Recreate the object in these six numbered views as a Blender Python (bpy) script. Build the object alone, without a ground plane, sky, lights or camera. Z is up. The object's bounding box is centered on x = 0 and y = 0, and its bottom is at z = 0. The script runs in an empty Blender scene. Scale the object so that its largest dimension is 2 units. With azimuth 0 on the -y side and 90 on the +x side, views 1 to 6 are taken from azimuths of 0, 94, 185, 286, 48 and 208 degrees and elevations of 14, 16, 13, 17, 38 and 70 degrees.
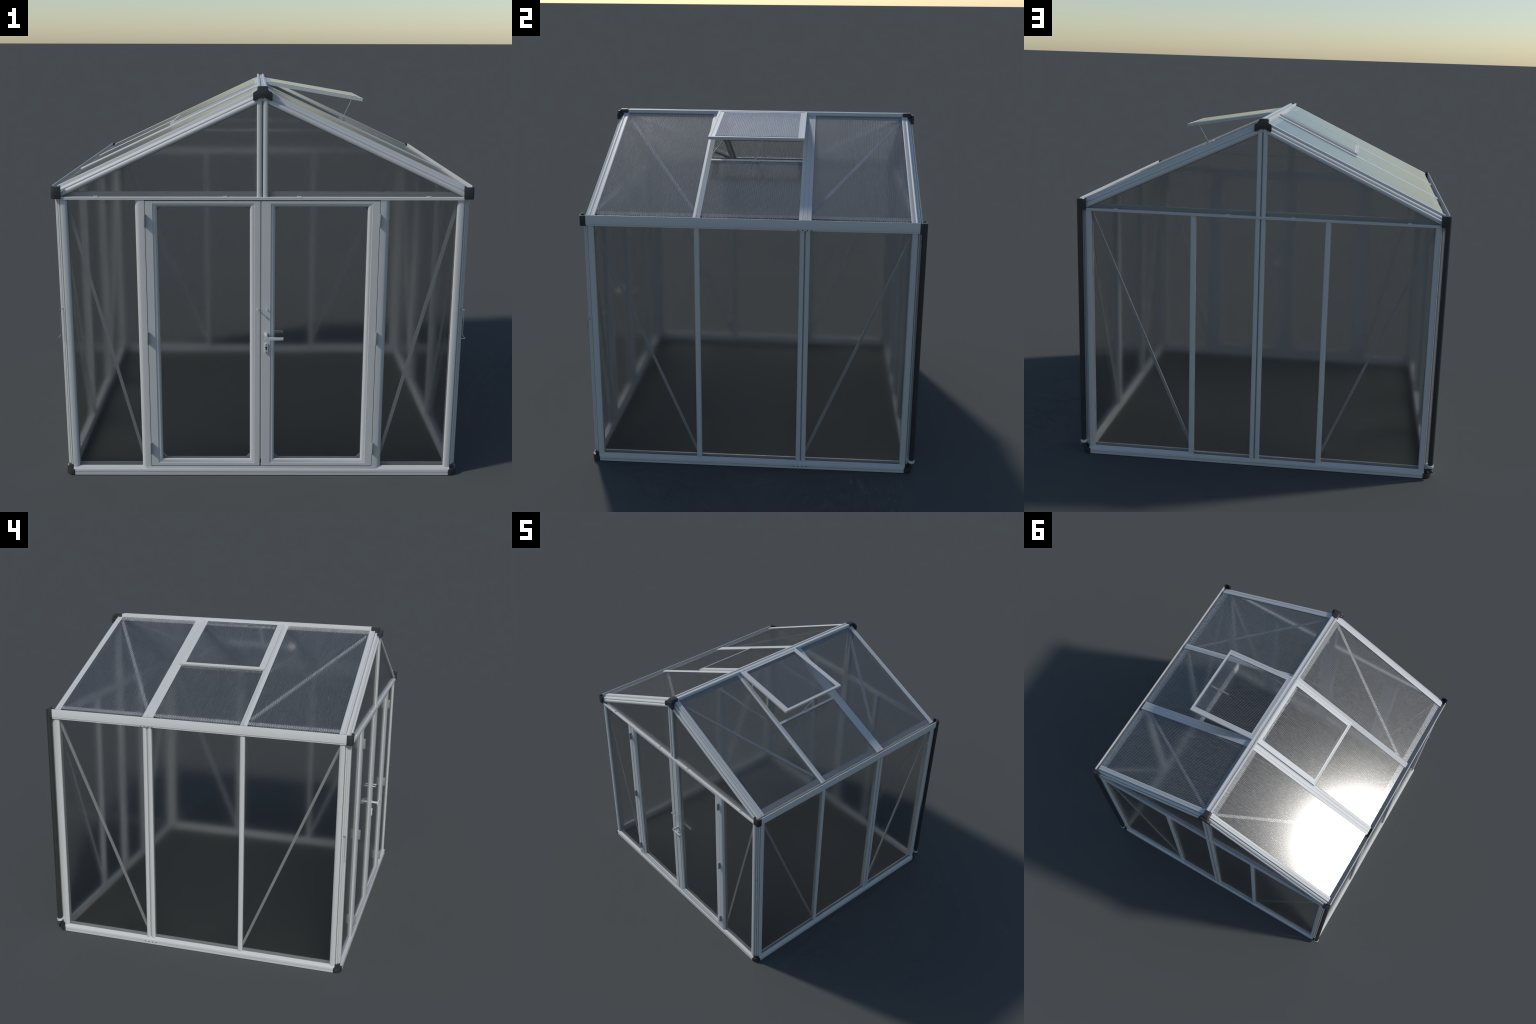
# A small aluminium greenhouse: extruded frame profiles, glazed walls, double door,
# twin-wall roof sheets, two roof vents (one open), gutters with rear downpipes.
import bpy, bmesh, math
from mathutils import Vector, Matrix

# ------------------------------------------------------------------ dimensions
HX = 0.985                   # half width, outer face of the base rails
FY, BY = -0.910, 0.938       # outer faces of the front and rear base rails
MY = (FY + BY) / 2
PITCH = math.radians(25.0)
CP, SP = math.cos(PITCH), math.sin(PITCH)
APEX = 1.914                 # height where the two cap planes of the rafters meet
EAVE_A = 1.0625              # slope length of a rafter
NARROW = (-0.304, -0.261)    # y range of the narrow middle rafter
WIDE = (0.267, 0.336)        # y range of the wide middle rafter
STUD_Y = (-0.281, 0.302)     # side wall: single and double stud
TIE_Z = 1.4045               # underside of the gable tie beams

# ------------------------------------------------------------------ materials
def new_mat(name):
    m = bpy.data.materials.new(name)
    m.use_nodes = True
    nt = m.node_tree
    return m, nt, nt.nodes["Principled BSDF"]

def metal_mat(name, col, rough, var=0.03, metallic=0.0, grain=0.02, spec=0.5):
    m, nt, b = new_mat(name)
    N, L = nt.nodes, nt.links
    tc = N.new("ShaderNodeTexCoord")
    no = N.new("ShaderNodeTexNoise")
    no.inputs["Scale"].default_value = 9.0
    no.inputs["Detail"].default_value = 4.0
    L.new(tc.outputs["Object"], no.inputs["Vector"])
    cr = N.new("ShaderNodeValToRGB")
    cr.color_ramp.elements[0].position = 0.3
    cr.color_ramp.elements[1].position = 0.7
    lo = [max(0.0, c * (1 - var)) for c in col]
    hi = [min(1.0, c * (1 + var)) for c in col]
    cr.color_ramp.elements[0].color = (*lo, 1)
    cr.color_ramp.elements[1].color = (*hi, 1)
    L.new(no.outputs["Fac"], cr.inputs["Fac"])
    L.new(cr.outputs["Color"], b.inputs["Base Color"])
    fine = N.new("ShaderNodeTexNoise")
    fine.inputs["Scale"].default_value = 420.0
    L.new(tc.outputs["Object"], fine.inputs["Vector"])
    bp = N.new("ShaderNodeBump")
    bp.inputs["Strength"].default_value = grain
    bp.inputs["Distance"].default_value = 0.001
    L.new(fine.outputs["Fac"], bp.inputs["Height"])
    L.new(bp.outputs["Normal"], b.inputs["Normal"])
    b.inputs["Roughness"].default_value = rough
    b.inputs["Metallic"].default_value = metallic
    b.inputs["Specular IOR Level"].default_value = spec
    return m

def glass_mat(name, col, rough, ior):
    m, nt, b = new_mat(name)
    N, L = nt.nodes, nt.links
    b.inputs["Base Color"].default_value = (*col, 1)
    b.inputs["Roughness"].default_value = rough
    b.inputs["IOR"].default_value = ior
    b.inputs["Transmission Weight"].default_value = 1.0
    tc = N.new("ShaderNodeTexCoord")
    no = N.new("ShaderNodeTexNoise")
    no.inputs["Scale"].default_value = 3.0
    L.new(tc.outputs["Object"], no.inputs["Vector"])
    mr = N.new("ShaderNodeMapRange")
    mr.inputs["To Min"].default_value = rough * 0.95
    mr.inputs["To Max"].default_value = rough * 1.05
    L.new(no.outputs["Fac"], mr.inputs["Value"])
    L.new(mr.outputs["Result"], b.inputs["Roughness"])
    return m

def web_mat(name, col):
    """Clear-plastic web: reflections tinted in as pale scatter, the rest goes straight through."""
    m, nt, b = new_mat(name)
    N, L = nt.nodes, nt.links
    b.inputs["Base Color"].default_value = (*col, 1)
    b.inputs["Roughness"].default_value = 0.4
    tr = N.new("ShaderNodeBsdfTranslucent")
    tr.inputs["Color"].default_value = (*col, 1)
    mx = N.new("ShaderNodeMixShader")
    mx.inputs["Fac"].default_value = 0.5
    L.new(b.outputs["BSDF"], mx.inputs[1])
    L.new(tr.outputs["BSDF"], mx.inputs[2])
    clear = N.new("ShaderNodeBsdfTransparent")
    clear.inputs["Color"].default_value = (0.95, 0.95, 0.95, 1)
    m2 = N.new("ShaderNodeMixShader")
    # whitish opacity rises edge-on, painting in the web's mirrored light; flat-on it fades
    lw = N.new("ShaderNodeLayerWeight")
    lw.inputs["Blend"].default_value = 0.5
    mr = N.new("ShaderNodeMapRange")
    mr.inputs["From Min"].default_value = 0.64
    mr.inputs["From Max"].default_value = 0.87
    mr.inputs["To Min"].default_value = 0.98
    mr.inputs["To Max"].default_value = 0.10
    L.new(lw.outputs["Facing"], mr.inputs["Value"])
    L.new(mr.outputs["Result"], m2.inputs["Fac"])
    L.new(mx.outputs["Shader"], m2.inputs[1])
    L.new(clear.outputs["BSDF"], m2.inputs[2])
    L.new(m2.outputs["Shader"], N["Material Output"].inputs["Surface"])
    return m

ALU = metal_mat("aluminium_frame", (0.555, 0.562, 0.550), 0.42, var=0.012)
ALU_FINE = metal_mat("aluminium_fittings", (0.58, 0.585, 0.575), 0.32, var=0.012)
STEEL = metal_mat("hinge_steel", (0.30, 0.305, 0.30), 0.40, metallic=0.2)
BLACK = metal_mat("black_plastic", (0.032, 0.032, 0.032), 0.48, var=0.08)
DARK = metal_mat("dark_screw", (0.10, 0.105, 0.11), 0.5)
HOLE = metal_mat("keyhole_black", (0.008, 0.008, 0.008), 0.7)
GLASS = glass_mat("wall_glass", (0.835, 0.84, 0.835), 0.115, 1.45)
ROOF = glass_mat("twin_wall_sheet", (0.96, 0.96, 0.965), 0.125, 1.45)
WEBS = web_mat("sheet_web", (0.86, 0.87, 0.88))

# ------------------------------------------------------------------ mesh tools
ROOT = bpy.data.objects.new("greenhouse", None)
bpy.context.scene.collection.objects.link(ROOT)
ROOT["label"] = "small silver aluminium greenhouse with double door and open roof vent"
ROOT["category"] = "greenhouse"

class Part:
    """Collects solids; finish() turns them into one named mesh object."""
    def __init__(self):
        self.v, self.f = [], []

    def prism(self, prof, fn, t0, t1):
        """prof: closed list of (p, q); fn(p, q, t) -> point; t0/t1 number or f(p, q)."""
        n, b = len(prof), len(self.v)
        for t in (t0, t1):
            for p, q in prof:
                self.v.append(fn(p, q, t(p, q) if callable(t) else t))
        self.f.append(list(range(b, b + n)))
        self.f.append(list(range(b + 2 * n - 1, b + n - 1, -1)))
        for i in range(n):
            j = (i + 1) % n
            self.f.append([b + i, b + j, b + n + j, b + n + i])
        return self

    def box(self, lo, hi, fn=None):
        fn = fn or (lambda x, y, z: (x, y, z))
        return self.prism([(lo[0], lo[1]), (hi[0], lo[1]), (hi[0], hi[1]), (lo[0], hi[1])],
                          fn, lo[2], hi[2])

    def ring(self, loops, fn):
        """Frame from concentric rectangles: loops of (u0, u1, w0, w1, d), closed round."""
        b, k = len(self.v), len(loops)
        for u0, u1, w0, w1, d in loops:
            for u, w in ((u0, w0), (u1, w0), (u1, w1), (u0, w1)):
                self.v.append(fn(u, w, d))
        for i in range(k):
            j = (i + 1) % k
            for c in range(4):
                e = (c + 1) % 4
                self.f.append([b + 4 * i + c, b + 4 * i + e, b + 4 * j + e, b + 4 * j + c])
        return self

    def tube(self, path, r, seg=12, r1=None):
        """Round rod along a poly-line."""
        pts = [Vector(p) for p in path]
        b, k = len(self.v), len(pts)
        side = None
        for i, p in enumerate(pts):
            d = (pts[min(i + 1, k - 1)] - pts[max(i - 1, 0)]).normalized()
            if side is None:
                side = d.orthogonal().normalized()
            side = (side - d * side.dot(d)).normalized()
            up = d.cross(side)
            rr = r if r1 is None else r + (r1 - r) * i / (k - 1)
            for s in range(seg):
                a = 2 * math.pi * s / seg
                self.v.append(tuple(p + side * (rr * math.cos(a)) + up * (rr * math.sin(a))))
        self.f.append(list(range(b, b + seg)))
        self.f.append(list(range(b + k * seg - 1, b + (k - 1) * seg - 1, -1)))
        for i in range(k - 1):
            for s in range(seg):
                e = (s + 1) % seg
                self.f.append([b + i * seg + s, b + i * seg + e, b + (i + 1) * seg + e, b + (i + 1) * seg + s])
        return self

    def cavity(self, lo, hi, fn):
        """Box-shaped hollow inside a solid already added (faces turned inward)."""
        k = len(self.f)
        self.box(lo, hi, fn)
        self.inside = getattr(self, "inside", set()) | set(range(k, len(self.f)))
        return self

    def finish(self, name, mat, parent=None, bevel=0.0, angle=32):
        me = bpy.data.meshes.new(name)
        bm = bmesh.new()
        vs = [bm.verts.new(p) for p in self.v]
        fs = [bm.faces.new([vs[i] for i in f]) for f in self.f]
        bmesh.ops.recalc_face_normals(bm, faces=bm.faces)
        turn = [fs[i] for i in getattr(self, "inside", ())]
        if turn:
            bmesh.ops.reverse_faces(bm, faces=turn)
        if bevel:
            es = [e for e in bm.edges if e.is_manifold and e.calc_face_angle() > math.radians(50)]
            bmesh.ops.bevel(bm, geom=es, offset=bevel, segments=2, profile=0.6, affect='EDGES', clamp_overlap=True)
        bmesh.ops.triangulate(bm, faces=[f for f in bm.faces if len(f.verts) > 4])
        bm.to_mesh(me)
        bm.free()
        me.shade_smooth()
        me.set_sharp_from_angle(angle=math.radians(angle))
        me.materials.append(mat)
        ob = bpy.data.objects.new(name, me)
        bpy.context.scene.collection.objects.link(ob)
        ob.parent = parent or ROOT
        return ob

def group(name, parent=None):
    e = bpy.data.objects.new(name, None)
    bpy.context.scene.collection.objects.link(e)
    e.parent = parent or ROOT
    return e

def clone(ob, loc, rot=None, parent=None):
    c = ob.copy()
    c.location = loc
    if rot is not None:
        c.rotation_euler = rot
    c.parent = parent or ROOT
    bpy.context.scene.collection.objects.link(c)
    return c

# wall frames: (t along the wall, d inset from the outer face, z)
WALLS = {
    "front": lambda t, d, z: (t, FY + d, z),
    "rear": lambda t, d, z: (t, BY - d, z),
    "right": lambda t, d, z: (HX - d, t, z),
    "left": lambda t, d, z: (-HX + d, t, z),
}
def slope(s):
    """Roof frame of side s: a down the slope, y along the house, n above the cap plane."""
    return lambda a, y, n: (s * (a * CP + n * SP), y, APEX - a * SP + n * CP)

# ------------------------------------------------------------------ base rails
RAIL = [(0, 0), (0, .0130), (.004, .0138), (.004, .0162), (0, .0168), (0, .0285), (.0008, .0305), (.0028, .0318),
        (.006, .0370), (.012, .0425), (.0168, .0458), (.018, .0455), (.018, .040), (.030, .040),
        (.030, .056), (.039, .056), (.040, .054), (.040, 0)]
SILL = [(0, 0), (0, .0130), (.004, .0138), (.004, .0162), (0, .0168), (0, .0285), (.0008, .0305), (.0028, .0318),
        (.010, .033), (.012, .036), (.018, .036), (.019, .030), (.026, .030), (.027, .046),
        (.039, .046), (.040, .044), (.040, 0)]
rail_x, rail_y = HX - 0.039, 0.042
for nm in ("front", "rear"):
    W = WALLS[nm]
    fn = lambda p, q, t, W=W: W(t, p, q)
    P = Part()
    if nm == "front":
        P.prism(RAIL, fn, -rail_x, -0.578).prism(RAIL, fn, 0.578, rail_x).prism(SILL, fn, -0.578, 0.578)
    else:
        P.prism(RAIL, fn, -rail_x, -0.345).prism(RAIL, fn, 0.345, rail_x).prism(SILL, fn, -0.345, 0.345)
    P.finish("base_rail", ALU)
for nm in ("right", "left"):
    W = WALLS[nm]
    Part().prism(RAIL, lambda p, q, t, W=W: W(t, p, q), FY + rail_y, BY - rail_y).finish("base_rail", ALU)
# raised door threshold on the front rail
Part().box((-0.579, .004, 0.005), (0.579, .030, 0.044), WALLS["front"]).finish("door_threshold", ALU, bevel=0.001)

# corners: (sx, sy) with a local frame measured inward from the outer corner
CORNERS = [(sx, sy) for sx in (-1, 1) for sy in (-1, 1)]
def corner(sx, sy):
    y0 = FY if sy < 0 else BY
    return lambda i, j, z: (sx * (HX - i), y0 - sy * j, z)

def quarter(i0, r, k=8):
    """Quarter round of radius r tangent to both outer faces, inset by i0."""
    return [(i0 + r - r * math.cos(a), i0 + r - r * math.sin(a))
            for a in [math.pi / 2 * m / k for m in range(k + 1)]]

for sx, sy in CORNERS:
    fn = corner(sx, sy)
    # base corner shoe: fat quarter round with a smaller collar above
    P = Part()
    q = quarter(-.0005, .0385)
    P.prism(q + [(.046, -.0005), (.046, .046), (-.0005, .046)][0:1] + [(.046, .046), (-.0005, .046)], fn, 0.0, 0.030)
    q2 = quarter(.0015, .037)
    P.prism(q2 + [(.040, .040)], fn, 0.0305, 0.0335)
    q3 = quarter(.010, .028)
    P.prism(q3 + [(.040, .040)], fn, 0.034, 0.050)
    P.finish("base_corner_shoe", BLACK, bevel=0.0012)
    # corner post: two crowned flanges and two beads across the corner
    half = [(.0705, .0168), (.0695, .0135), (.066, .0105), (.060, .0086), (.044, .0085), (.0395, .0100),
            (.0375, .0135), (.0385, .0270), (.0360, .0275), (.0350, .0178), (.0320, .0168), (.0285, .0180), (.0268, .0205),
            (.0268, .0232), (.0300, .0290)]
    prof = half + [(b, a) for a, b in reversed(half)] + [(.0170, .0705), (.045, .0705), (.045, .045), (.0705, .045)]
    Part().prism(prof, fn, 0.030, 1.4115).finish("corner_post", ALU)

# ------------------------------------------------------------------ studs
def crown(c, w, d0=.008, d1=.0168, back=.044, k=10, flat=2.6):
    """Section of a stud in (t, d): a crowned face with a box behind the glass."""
    pts = []
    for m in range(k + 1):
        a = math.pi * m / k
        x, y = math.cos(a), math.sin(a)
        pts.append((c - w / 2 * math.copysign(abs(x) ** (2 / flat), x), d1 - (d1 - d0) * abs(y) ** (2 / flat)))
    return pts + [(c + w / 2 - .003, d1), (c + w / 2 - .003, back), (c - w / 2 + .003, back), (c - w / 2 + .003, d1)]

def stud(wall, c, w, z0, z1, name="wall_stud"):
    W = WALLS[wall]
    return Part().prism(crown(c, w), lambda p, q, t: W(p, q, t), z0, z1).finish(name, ALU)

def double_stud(wall, c, z0, z1, name="wall_stud", total=.056, gap=.0052):
    W = WALLS[wall]
    w = (total - gap) / 2
    P = Part()
    for s in (-1, 1):
        P.prism(crown(c + s * (gap + w) / 2, w), lambda p, q, t: W(p, q, t), z0, z1)
    P.box((c - .004, .024, z0), (c + .004, .040, z1), W)
    return P.finish(name, ALU)

for side in ("right", "left"):
    stud(side, STUD_Y[0], .030, .036, 1.414)
    double_stud(side, STUD_Y[1], .036, 1.414)
for s in (-1, 1):
    stud("rear", s * .3595, .030, .036, 1.407)
double_stud("rear", 0, .033, 1.407)
# gable mullions above the tie beams
for nm in ("front", "rear"):
    double_stud(nm, 0, 1.410, 1.875, "gable_mullion", total=.0525)

# ------------------------------------------------------------------ gable tie beams
TIE = [(.002, TIE_Z), (.002, TIE_Z + .0045), (.004, TIE_Z + .0055), (.0025, TIE_Z + .0065), (.0025, TIE_Z + .0110),
       (.0040, TIE_Z + .0122), (.0165, TIE_Z + .0132), (.030, TIE_Z + .0132),
       (.030, TIE_Z + .035), (.040, TIE_Z + .035), (.040, TIE_Z - .004), (.028, TIE_Z - .004), (.028, TIE_Z)]
for nm in ("front", "rear"):
    W = WALLS[nm]
    Part().prism(TIE, lambda p, q, t, W=W: W(t, p, q), -.945, .945).finish("tie_beam", ALU)
    for x in (-.7795, -.173, .173, .7795):
        Part().box((x - .011, .0045, TIE_Z + .0115), (x + .011, .0155, TIE_Z + .0172), W).finish("glazing_clip", ALU_FINE, bevel=.0008)

# ------------------------------------------------------------------ roof rafters
# gable rafter section in (o: outward from the inner flange edge, n)
GABLE_RAFTER = [(0, -.0005), (.001, 0), (.0155, 0), (.0200, -.0020), (.0240, -.0018), (.0285, .0006), (.0315, .0008), (.0335, .0002), (.0345, -.0015),
                (.0345, -.0260), (.0365, -.0260), (.0368, -.0125), (.042, -.0125), (.0475, -.0150), (.0515, -.0190), (.0532, -.0240),
                (.0510, -.0330), (.0530, -.0335), (.0570, -.0280), (.0610, -.0295), (.0645, -.0335), (.0660, -.0400), (.0650, -.0460),
                (.0615, -.0505), (.0560, -.0525), (.0500, -.0530), (.0480, -.0545), (.020, -.0545), (.020, -.016), (0, -.016)]
def rafter(prof, s, y0, dy, name="rafter", a1=EAVE_A):
    R = slope(s)
    return Part().prism([(y0 + dy * o, n) for o, n in prof], lambda p, q, t: R(t, p, q), 0.020, a1).finish(name, ALU)

for s in (-1, 1):
    rafter(GABLE_RAFTER, s, -.833, -1)
    rafter(GABLE_RAFTER, s, .8625, 1)
    w = NARROW[1] - NARROW[0]
    rafter([(0, -.004), (.001, -.002), (.017, .0035), (.0205, .0025), (w - .001, -.002), (w, -.004), (w, -.006), (.030, -.006),
            (.030, -.042), (.013, -.042), (.013, -.006), (0, -.006)], s, NARROW[0], 1)
    w = WIDE[1] - WIDE[0]
    rafter([(0, -.004), (.001, -.001), (.002, 0), (.020, .0005), (.0215, -.001), (.0235, -.001), (.025, .0005), (.044, .0005),
            (.0455, -.001), (.0475, -.001), (.049, .0005), (w - .002, 0), (w - .001, -.001), (w, -.004), (w, -.006), (.056, -.006),
            (.056, -.042), (.013, -.042), (.013, -.006), (0, -.006)], s, WIDE[0], 1)

# ------------------------------------------------------------------ ridge
RZ = 1.9235
half = [(0, RZ - .0050), (.009, RZ - .0050), (.0105, RZ - .0005), (.012, RZ), (.0185, RZ), (.0215, RZ - .0015), (.0225, RZ - .004),
        (.0225, RZ - .022), (.0190, RZ - .0235), (.0190, RZ - .029), (.047, RZ - .0425), (.047, RZ - .046), (.012, RZ - .046)]
prof = half + [(-a, b) for a, b in reversed(half[1:])]
Part().prism(prof, lambda p, q, t: (p, t, q), -.846, .872).finish("ridge_beam", ALU)

# ridge end caps: block over the ridge end, winged plate over the rafter joint
for y0, d in ((-.846, -1), (.872, 1)):
    fy = lambda p, q, t, y0=y0, d=d: (p, y0 + d * t, q)
    P = Part()
    top = [(-.0245, 1.896), (-.0245, 1.9200), (-.0215, 1.9235), (-.017, 1.9248), (.017, 1.9248), (.0215, 1.9235), (.0245, 1.9200), (.0245, 1.896)]
    P.prism(top, fy, -.004, .045)
    P.prism([(x, z - (.006 if z > 1.91 else 0)) for x, z in top], fy, .0453, .0505)
    P.prism([(-.0445, 1.864), (-.0445, 1.895), (-.041, 1.900), (-.030, 1.905), (-.024, 1.913), (.024, 1.913), (.030, 1.905), (.041, 1.900),
             (.0445, 1.895), (.0445, 1.864), (.0405, 1.861), (0, 1.8795), (-.0405, 1.861)], fy, .0510, .0645)
    P.prism([(-.040, 1.880), (-.040, 1.8945), (-.024, 1.902), (.024, 1.902), (.040, 1.8945), (.040, 1.880)], fy, .038, .0507)
    cap = P.finish("ridge_end_cap", BLACK, bevel=0.0015)
    Q = Part()
    for x in (0.0, 0.0215 * -d):
        Q.tube([(x, y0 + d * .0635, 1.8895), (x, y0 + d * .0652, 1.8895)], .0022, 10)
    Q.finish("cap_screw", HOLE, cap)

# ------------------------------------------------------------------ gutters
GUT = [(-.002, 1.418), (-.002, 1.4655), (-.0005, 1.468), (.003, 1.468), (.004, 1.466), (.004, 1.424), (.034, 1.424), (.034, 1.4515),
       (.073, 1.4695), (.073, 1.4665), (.040, 1.4500), (.040, 1.4095), (.001, 1.4095), (.001, 1.4165)]
for side in ("right", "left"):
    W = WALLS[side]
    Part().prism(GUT, lambda p, q, t, W=W: W(t, p, q), FY + .030, BY - .030).finish("eave_gutter", ALU)
    # splice block in the gutter channel at the double stud
    Part().box((WIDE[0], .006, 1.4245), (WIDE[1], .033, 1.432), W).finish("gutter_splice", BLACK, bevel=.001)

for sx, sy in CORNERS:
    fn = corner(sx, sy)
    P = Part()
    # hollow corner piece, open on top
    out = [(-.0025, .031)] + [(i, j) for i, j in quarter(-.0035, .013, 6)] + [(.0435, -.0035)]
    th = .004
    inn = [(.0435, -.0035 + th)] + [(i + th, j + th) for i, j in reversed(quarter(-.0035, .013 - th * .3, 6))] + [(-.0025 + th, .031)]
    P.prism(out + inn, fn, 1.4085, 1.4665)
    P.prism([(.001, .030), (.001, .001), (.042, .001), (.042, .030)], fn, 1.4105, 1.443)
    P.prism([(.036, .001), (.0435, -.003), (.0435, .012), (.036, .012)], fn, 1.4435, 1.4705)
    P.finish("eave_corner_cap", BLACK, bevel=.0008)

# ------------------------------------------------------------------ glazing
def pane(wall, t0, t1, z0, z1, name="wall_pane", parent=None, d=.0178, th=.004):
    return Part().box((t0, d, z0), (t1, d + th, z1), WALLS[wall]).finish(name, GLASS, parent)

for side in ("right", "left"):
    for t0, t1 in ((FY + .066, STUD_Y[0] - .011), (STUD_Y[0] + .011, STUD_Y[1] - .024), (STUD_Y[1] + .024, BY - .066)):
        pane(side, t0, t1, .0405, 1.420)
for t0, t1 in ((-.919, -.3705), (-.3485, -.024), (.024, .3485), (.3705, .919)):
    pane("rear", t0, t1, .0405 if abs(t0 + t1) > .8 else .0312, TIE_Z + .006)
for t0, t1 in ((-.919, -.592), (.592, .919)):
    pane("front", t0, t1, .0405, TIE_Z + .006)
# gable triangles
for nm in ("front", "rear"):
    W = WALLS[nm]
    for s in (-1, 1):
        zt = lambda x: APEX - .046 / CP - x * math.tan(PITCH)
        tri = [(s * .023, TIE_Z + .0136), (s * .023, zt(.023)), (s * .932, zt(.932)), (s * .932, TIE_Z + .0136)]
        Part().prism(tri, lambda p, q, t, W=W: W(p, t, q), .0178, .0218).finish("gable_pane", GLASS)
# roof sheets
RIB, WEB = .0102, .0008
def sheet(s, a0, a1, y0, y1, n0=-.0140, n1=-.0006, name="roof_sheet", parent=None, fn=None):
    R = fn or slope(s)
    ob = Part().box((a0, y0, n0), (a1, y1, n1), R).finish(name, ROOF, parent)
    # upright webs inside the sheet, running down the slope
    k = max(2, round((y1 - y0) / RIB))
    P = Part()
    for i in range(1, k):
        y = y0 + (y1 - y0) * i / k
        P.box((a0 + .0005, y - WEB / 2, n0 + .0004), (a1 - .0005, y + WEB / 2, n1 - .0004), R)
    w = P.finish("sheet_webs", WEBS, ob)
    w["kind"] = "stuff"
    return ob

VENT_END = .513
for s in (-1, 1):
    sheet(s, .0245, 1.052, -.8325, NARROW[0] - .0005)
    sheet(s, .0245, 1.052, WIDE[1] + .0005, .8620)
    sheet(s, VENT_END + .015, 1.052, NARROW[1] + .0005, WIDE[0] - .0005)

# ------------------------------------------------------------------ roof vents
def vent(s, fn, stay):
    g = group("roof_vent")
    y0, y1, L, T = -.2725, .2795, .532, .0125
    b = -.0035
    P = Part()
    a0 = .004
    loops = [(a0, L, y0, y1, b), (a0, L, y0, y1, T - .001), (a0 + .001, L - .001, y0 + .001, y1 - .001, T),
             (a0 + .014, L - .008, y0 + .015, y1 - .015, T), (a0 + .015, L - .009, y0 + .016, y1 - .016, T - .002),
             (a0 + .022, L - .0125, y0 + .022, y1 - .022, T - .002), (a0 + .036, L - .022, y0 + .039, y1 - .039, T - .0012),
             (a0 + .036, L - .022, y0 + .039, y1 - .039, T - .004), (a0 + .036, L - .022, y0 + .039, y1 - .039, b)]
    P.ring(loops, fn).finish("vent_frame", ALU, g)
    sheet(s, a0 + .0362, L - .0222, y0 + .0392, y1 - .0392, T - .0110, T + .0008, "vent_sheet", g, fn)
    return g

vent(-1, slope(-1), False)
OPEN = math.radians(9.7)
def open_fn(a, y, n):
    c, q = math.cos(OPEN), math.sin(OPEN)
    return (.006 + a * c + n * q, y, 1.9125 - a * q + n * c)
g_open = vent(1, open_fn, True)
for s in (-1, 1):
    R = slope(s)
    Part().prism([(.5085, -.030), (.5085, -.003), (.5105, -.0015), (.525, -.0015), (.527, -.003), (.527, -.030)],
                 lambda p, q, t, R=R: R(p, t, q), NARROW[1] - .002, WIDE[0] + .002).finish("vent_crossbar", ALU)
# stay bar of the open vent, peg on the crossbar
Part().prism([(-.0055, -.0015), (.0055, -.0015), (.0055, .0015), (-.0055, .0015)],
             lambda p, q, t: (.506 - .094 * t + q, .036 + p - .073 * t, 1.8095 - .185 * t), 0, 1).finish("stay_bar", ALU_FINE, g_open)
Part().tube([(.462, -.004, 1.690), (.462, -.004, 1.712)], .004, 10).finish("stay_peg", ALU_FINE, g_open)
Part().box((.455, -.02, 1.684), (.480, .02, 1.690)).finish("stay_bracket", ALU_FINE, g_open, bevel=.001)
# collar ties between the middle rafters of both slopes
for y in (-.297, .302):
    Part().box((-.430, y - .0020, 1.6665), (.430, y + .0020, 1.6750)).finish("collar_tie", ALU)

# ------------------------------------------------------------------ diagonal braces
def brace(fn, p0, p1, d, width=.0155, th=.003):
    """Flat bar with a turned-up edge from p0 to p1 in a wall or roof frame at depth d."""
    u = Vector((p1[0] - p0[0], p1[1] - p0[1]))
    L = u.length
    u /= L
    n = Vector((-u.y, u.x))
    prof = [(-width / 2, 0), (width / 2, 0), (width / 2, th), (-width / 2 + th, th), (-width / 2 + th, .010), (-width / 2, .010)]
    def f(p, q, t):
        return fn(p0[0] + u.x * t + n.x * p, p0[1] + u.y * t + n.y * p, d + q)
    return Part().prism(prof, f, 0, L).finish("diagonal_brace", ALU)

for side in ("right", "left"):
    W = WALLS[side]
    f = lambda t, z, d, W=W: W(t, d, z)
    brace(f, (-.846, 1.395), (-.290, .072), .0290)
    brace(f, (.874, 1.395), (.318, .072), .0290)
f = lambda t, z, d: WALLS["rear"](t, d, z)
brace(f, (.920, 1.394), (.364, .080), .0290)
brace(f, (-.920, 1.394), (-.364, .080), .0290)
f = lambda t, z, d: WALLS["front"](t, d, z)
brace(f, (.921, 1.390), (.586, .072), .0290)
brace(f, (-.921, 1.390), (-.586, .072), .0290)
for s in (-1, 1):
    R = slope(s)
    f = lambda a, y, d, R=R: R(a, y, -d)
    brace(f, (.045, -.832), (.985, -.303), .024, .020)
    brace(f, (.045, .860), (.985, .331), .024, .020)

# ------------------------------------------------------------------ door
FRONT = WALLS["front"]
for s in (-1, 1):
    Part().prism([(s * .5535, .0045), (s * .578, .0045), (s * .583, .0055), (s * .590, .0085), (s * .5955, .0130), (s * .598, .0170), (s * .594, .0180),
                  (s * .594, .042), (s * .5535, .042)], lambda p, q, t: FRONT(p, q, t), .031, 1.4055).finish("door_jamb", ALU)

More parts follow.
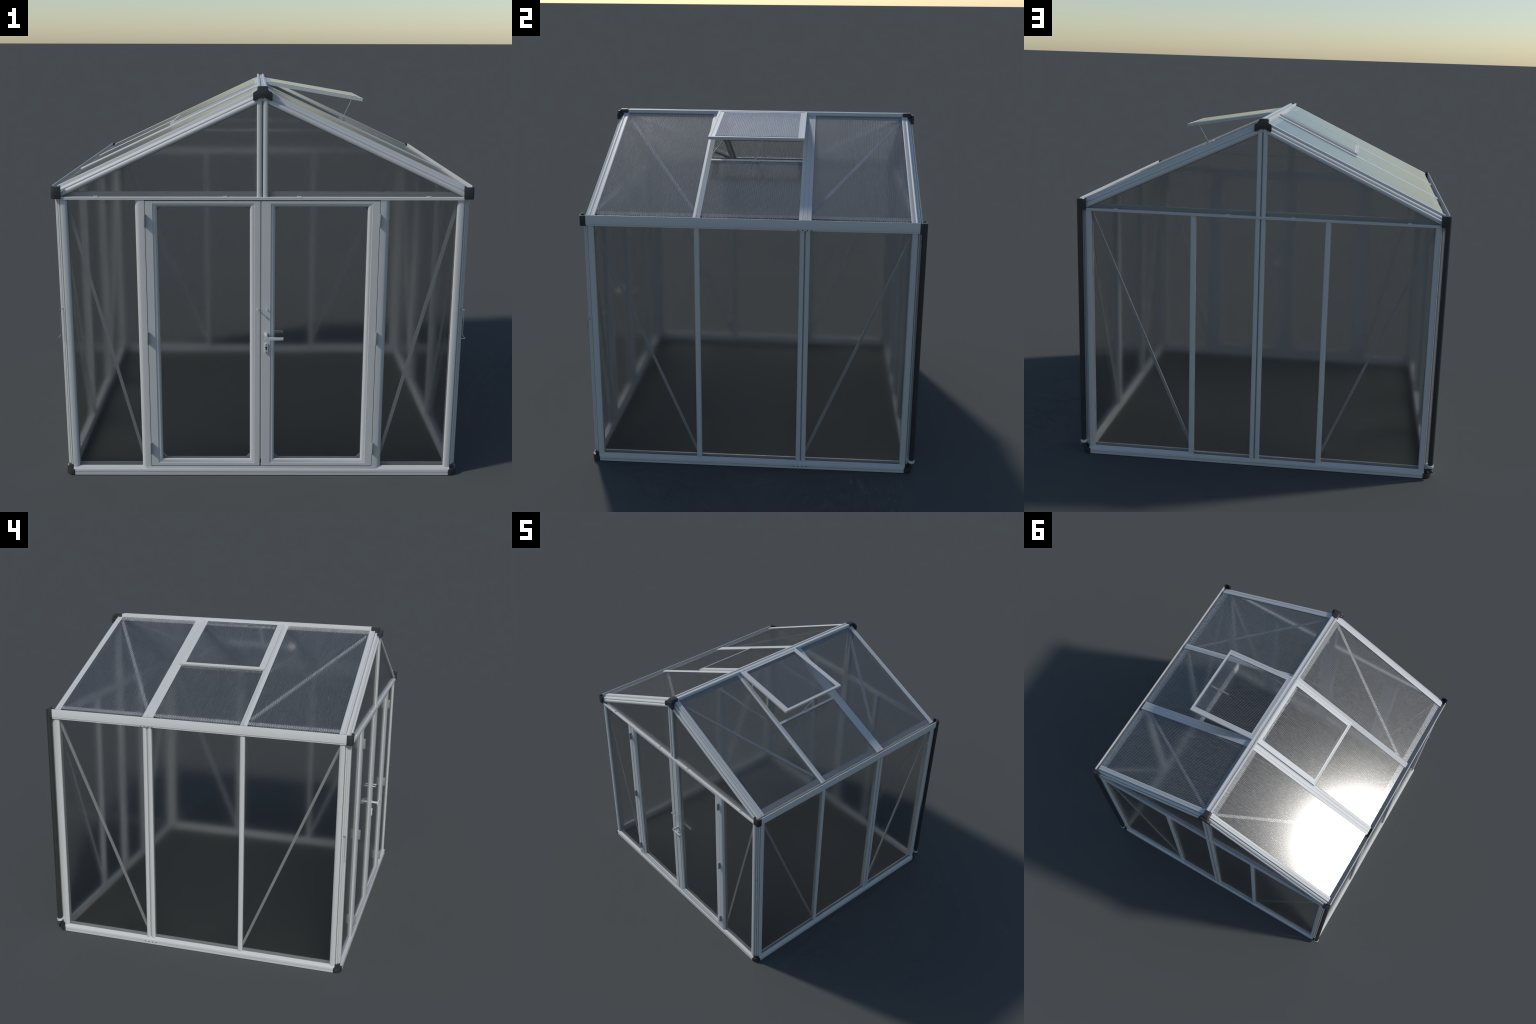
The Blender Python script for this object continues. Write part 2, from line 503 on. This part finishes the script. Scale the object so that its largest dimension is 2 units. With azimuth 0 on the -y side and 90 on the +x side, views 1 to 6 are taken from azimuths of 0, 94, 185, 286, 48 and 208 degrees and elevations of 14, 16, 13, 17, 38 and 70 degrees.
def door_leaf(x0, x1, left):
    g = group("door")
    z0, z1 = .0485, 1.3998
    fl, ft, fb, bv = .0345, .0125, .0140, .0215
    l, r = (fl, .027) if left else (.0425, fl)
    D = .005
    glass = [x0 + l + bv, x1 - r - bv, z0 + fb + .0215, z1 - ft - .0175]
    mid = lambda k: (x0 + l + bv * k, x1 - r - bv * k, z0 + fb + .0215 * k, z1 - ft - .0175 * k)
    loops = [(x0, x1, z0, z1, .040), (x0, x1, z0, z1, D + .001), (x0 + .001, x1 - .001, z0 + .001, z1 - .001, D),
             (*mid(0), D), (*mid(.06), D + .0018), (*mid(.35), D + .0028), (*mid(.62), D + .0050), (*mid(.86), D + .0085), (*mid(1), D + .0122),
             (*mid(.96), D + .0135), (*mid(.7), .0185), (*mid(.7), .032), (*mid(1), .034), (*mid(1), .040)]
    Part().ring(loops, lambda u, w, d: FRONT(u, d, w)).finish("door_frame", ALU, g)
    pane("front", glass[0] - .004, glass[1] + .004, glass[2] - .004, glass[3] + .004, "door_pane", g, .0175, .004)
    # corner gussets behind the glass
    for cx, dx in ((glass[0], 1), (glass[1], -1)):
        for cz, dz in ((glass[2], 1), (glass[3], -1)):
            Part().prism([(cx - dx * .006, cz - dz * .006), (cx + dx * .026, cz - dz * .006), (cx - dx * .006, cz + dz * .028)],
                         lambda p, q, t: FRONT(p, t, q), .0305, .0375).finish("corner_gusset", ALU_FINE, g)
    # knob through the meeting stile
    kx = -.0220 if left else .0220
    Part().tube([(kx, FY + .006, .871), (kx, FY - .013, .871)], .0030, 10).tube([(kx, FY - .0125, .871), (kx, FY - .0180, .871)], .0058, 16) \
          .tube([(kx, FY + .040, .871), (kx, FY + .060, .871)], .0026, 10).finish("door_knob", ALU_FINE, g)
    return g

g_left = door_leaf(-.5510, -.0100, True)
g_right = door_leaf(-.0030, .5515, False)
# meeting strip behind the gap
Part().box((-.0125, .0105, .085), (.0045, .0300, 1.398), FRONT).finish("meeting_strip", ALU, g_left)

# hinges: upright plates standing out of the gap between jamb and leaf
hb = Part().box((-.0026, -.0125, -.031), (.0026, .010, .031)).tube([(0, -.0125, -.031), (0, -.0125, .031)], .0034, 12) \
    .finish("door_hinge", STEEL, g_left, bevel=.0008)
first = True
for s, g in ((-1, g_left), (1, g_right)):
    for z in (1.3065, .7260, .1455):
        if first:
            hb.location = (s * .5525, FY + .004, z)
            first = False
        else:
            clone(hb, (s * .5525, FY + .004, z), None, g)

# lever handles (outside and inside) and lock plate
def lever(y_face, d, reach):
    """Lever: neck out of the stile, elbow, flat arm to +x with a turned tip."""
    P = Part()
    ya, yb = y_face + d * (reach - .0105), y_face + d * reach
    P.tube([(.0205, y_face, .745), (.0205, y_face + d * (reach - .0085), .743)], .0072, 16)
    P.tube([(.0205, y_face - d * .0005, .745), (.0205, y_face + d * .003, .745)], .0105, 20)
    arm = [(.0125, .730), (.0125, .7500), (.0160, .7535), (.0235, .7530), (.0280, .7455), (.0310, .7425), (.102, .7405), (.1035, .7385), (.1010, .7300), (.0990, .7290), (.0165, .7270)]
    P.prism(arm, lambda p, q, t: (p, t, q), ya, yb)
    P.prism([(.094, .7300), (.0940, .7400), (.1035, .7395), (.1015, .7300)], lambda p, q, t: (p, t, q), ya - d * .006, ya - d * .0002)
    return P.finish("door_handle", ALU_FINE, g_right, bevel=.0018)
lever(FY + .005, -1, .0465)
lever(FY + .040, 1, .0385)
plate = [(.0205 + .0092 * math.cos(a), z + .0092 * math.sin(a)) for z, a0 in ((.6920, 0), (.6555, math.pi)) for a in [a0 + math.pi * k / 8 for k in range(9)]]
Part().prism(plate, lambda p, q, t: (p, t, q), FY + .0052, FY - .0020).finish("lock_plate", ALU_FINE, g_right, bevel=.0012)
K = Part()
hole = [(.0205 + .0050 * math.cos(a), .6800 + .0050 * math.sin(a)) for a in [math.radians(-50 + 280 * k / 10) for k in range(11)]]
K.prism(hole + [(.0178, .6660), (.0232, .6660)], lambda p, q, t: (p, t, q), FY - .0018, FY - .0025)
for z in (.6930, .6555):
    K.tube([(.0205, FY - .0015, z), (.0205, FY - .0026, z)], .0026, 10)
K.finish("keyhole", HOLE, g_right)

# ------------------------------------------------------------------ door hold-open hooks on the front posts
for s in (-1, 1):
    P = Part()
    x = lambda v: s * v
    ring = [(x(.9745 + .0030 * math.sin(a)), -.8995 - .0022 * math.sin(a), .8665 - .0040 * math.cos(a)) for a in [math.radians(45 * k - 20) for k in range(8)]]
    P.tube(ring, .0010, 6)
    P.tube([(x(.9745), -.8990, .8625), (x(.9743), -.8995, .7410), (x(.9800), -.9040, .7330), (x(.9855), -.9075, .7265), (x(.9850), -.9070, .7235), (x(.9690), -.8960, .7235)], .0011, 8)
    P.tube([(x(.9580), -.8800, .8675), (x(.9660), -.8930, .8685)], .0026, 10)
    P.tube([(x(.9660), -.8930, .8685), (x(.9720), -.8975, .8675)], .0012, 8)
    P.finish("door_hook", STEEL)

# ------------------------------------------------------------------ downpipes at the rear corners
PX, PY, PR = .9776, .9325, .0145
for s in (-1, 1):
    pipe = Part().tube([(s * PX, PY, .082), (s * PX, PY, 1.4085)], PR, 28).finish("downpipe", BLACK)
    Part().tube([(s * PX, PY, 1.409), (s * PX, PY, 1.4665)], PR * 1.005, 28).finish("pipe_socket", BLACK, pipe)
    # outlet spout below the clip
    Part().tube([(s * PX, PY, .0645), (s * PX, PY, .054), (s * (PX + .004), PY + .004, .046), (s * (PX + .009), PY + .010, .040)], PR * .97, 24, PR * .80) \
        .finish("pipe_spout", BLACK, pipe)
    # ring clip with a strap to the post
    C = Part()
    outer, inner = PR + .0035, PR + .0002
    k = 30
    prof_o = [(math.cos(2 * math.pi * i / k), math.sin(2 * math.pi * i / k)) for i in range(k)]
    b = len(C.v)
    for rr, z in ((outer, .0655), (outer, .0800), (inner, .0815), (inner, .0650)):
        for cx, cy in prof_o:
            C.v.append((s * (PX + rr * cx), PY + rr * cy, z))
    for j in range(4):
        j2 = (j + 1) % 4
        for i in range(k):
            i2 = (i + 1) % k
            C.f.append([b + j * k + i, b + j * k + i2, b + j2 * k + i2, b + j2 * k + i])
    C.box((s * .950, .905, .0660), (s * .968, .924, .0800))
    C.box((s * .952, .903, .0500), (s * .962, .915, .0900))
    C.finish("pipe_clip", ALU_FINE, pipe, bevel=.0006)

# ------------------------------------------------------------------ screws
scr = Part().tube([(0, 0, 0), (0, 0, .0016)], .0036, 12).finish("screw", DARK, None, bevel=.0005)
scr.location = (HX - .0004, STUD_Y[1] - .037, .0145)
scr.rotation_euler = (0, math.pi / 2, 0)
for s in (-1, 1):
    for z, x in ((.0145, HX - .0004), (1.4125, HX - .0014)):
        for k, y in enumerate((.265, .2882, .3135, .3367)):
            if s == -1 or z > 1 or k:
                clone(scr, (s * x, y, z), (0, s * math.pi / 2, 0))
    # one screw at the foot of every rafter
    R = slope(s)
    for y in (-.850, -.2825, .3015, .879):
        n = .0030 if y == -.2825 else (.0004 if abs(y) < .5 else -.0008)
        c = clone(scr, R(1.0510, y, n - .001), (0, s * PITCH, 0))
        c.scale = (.75, .75, 1)
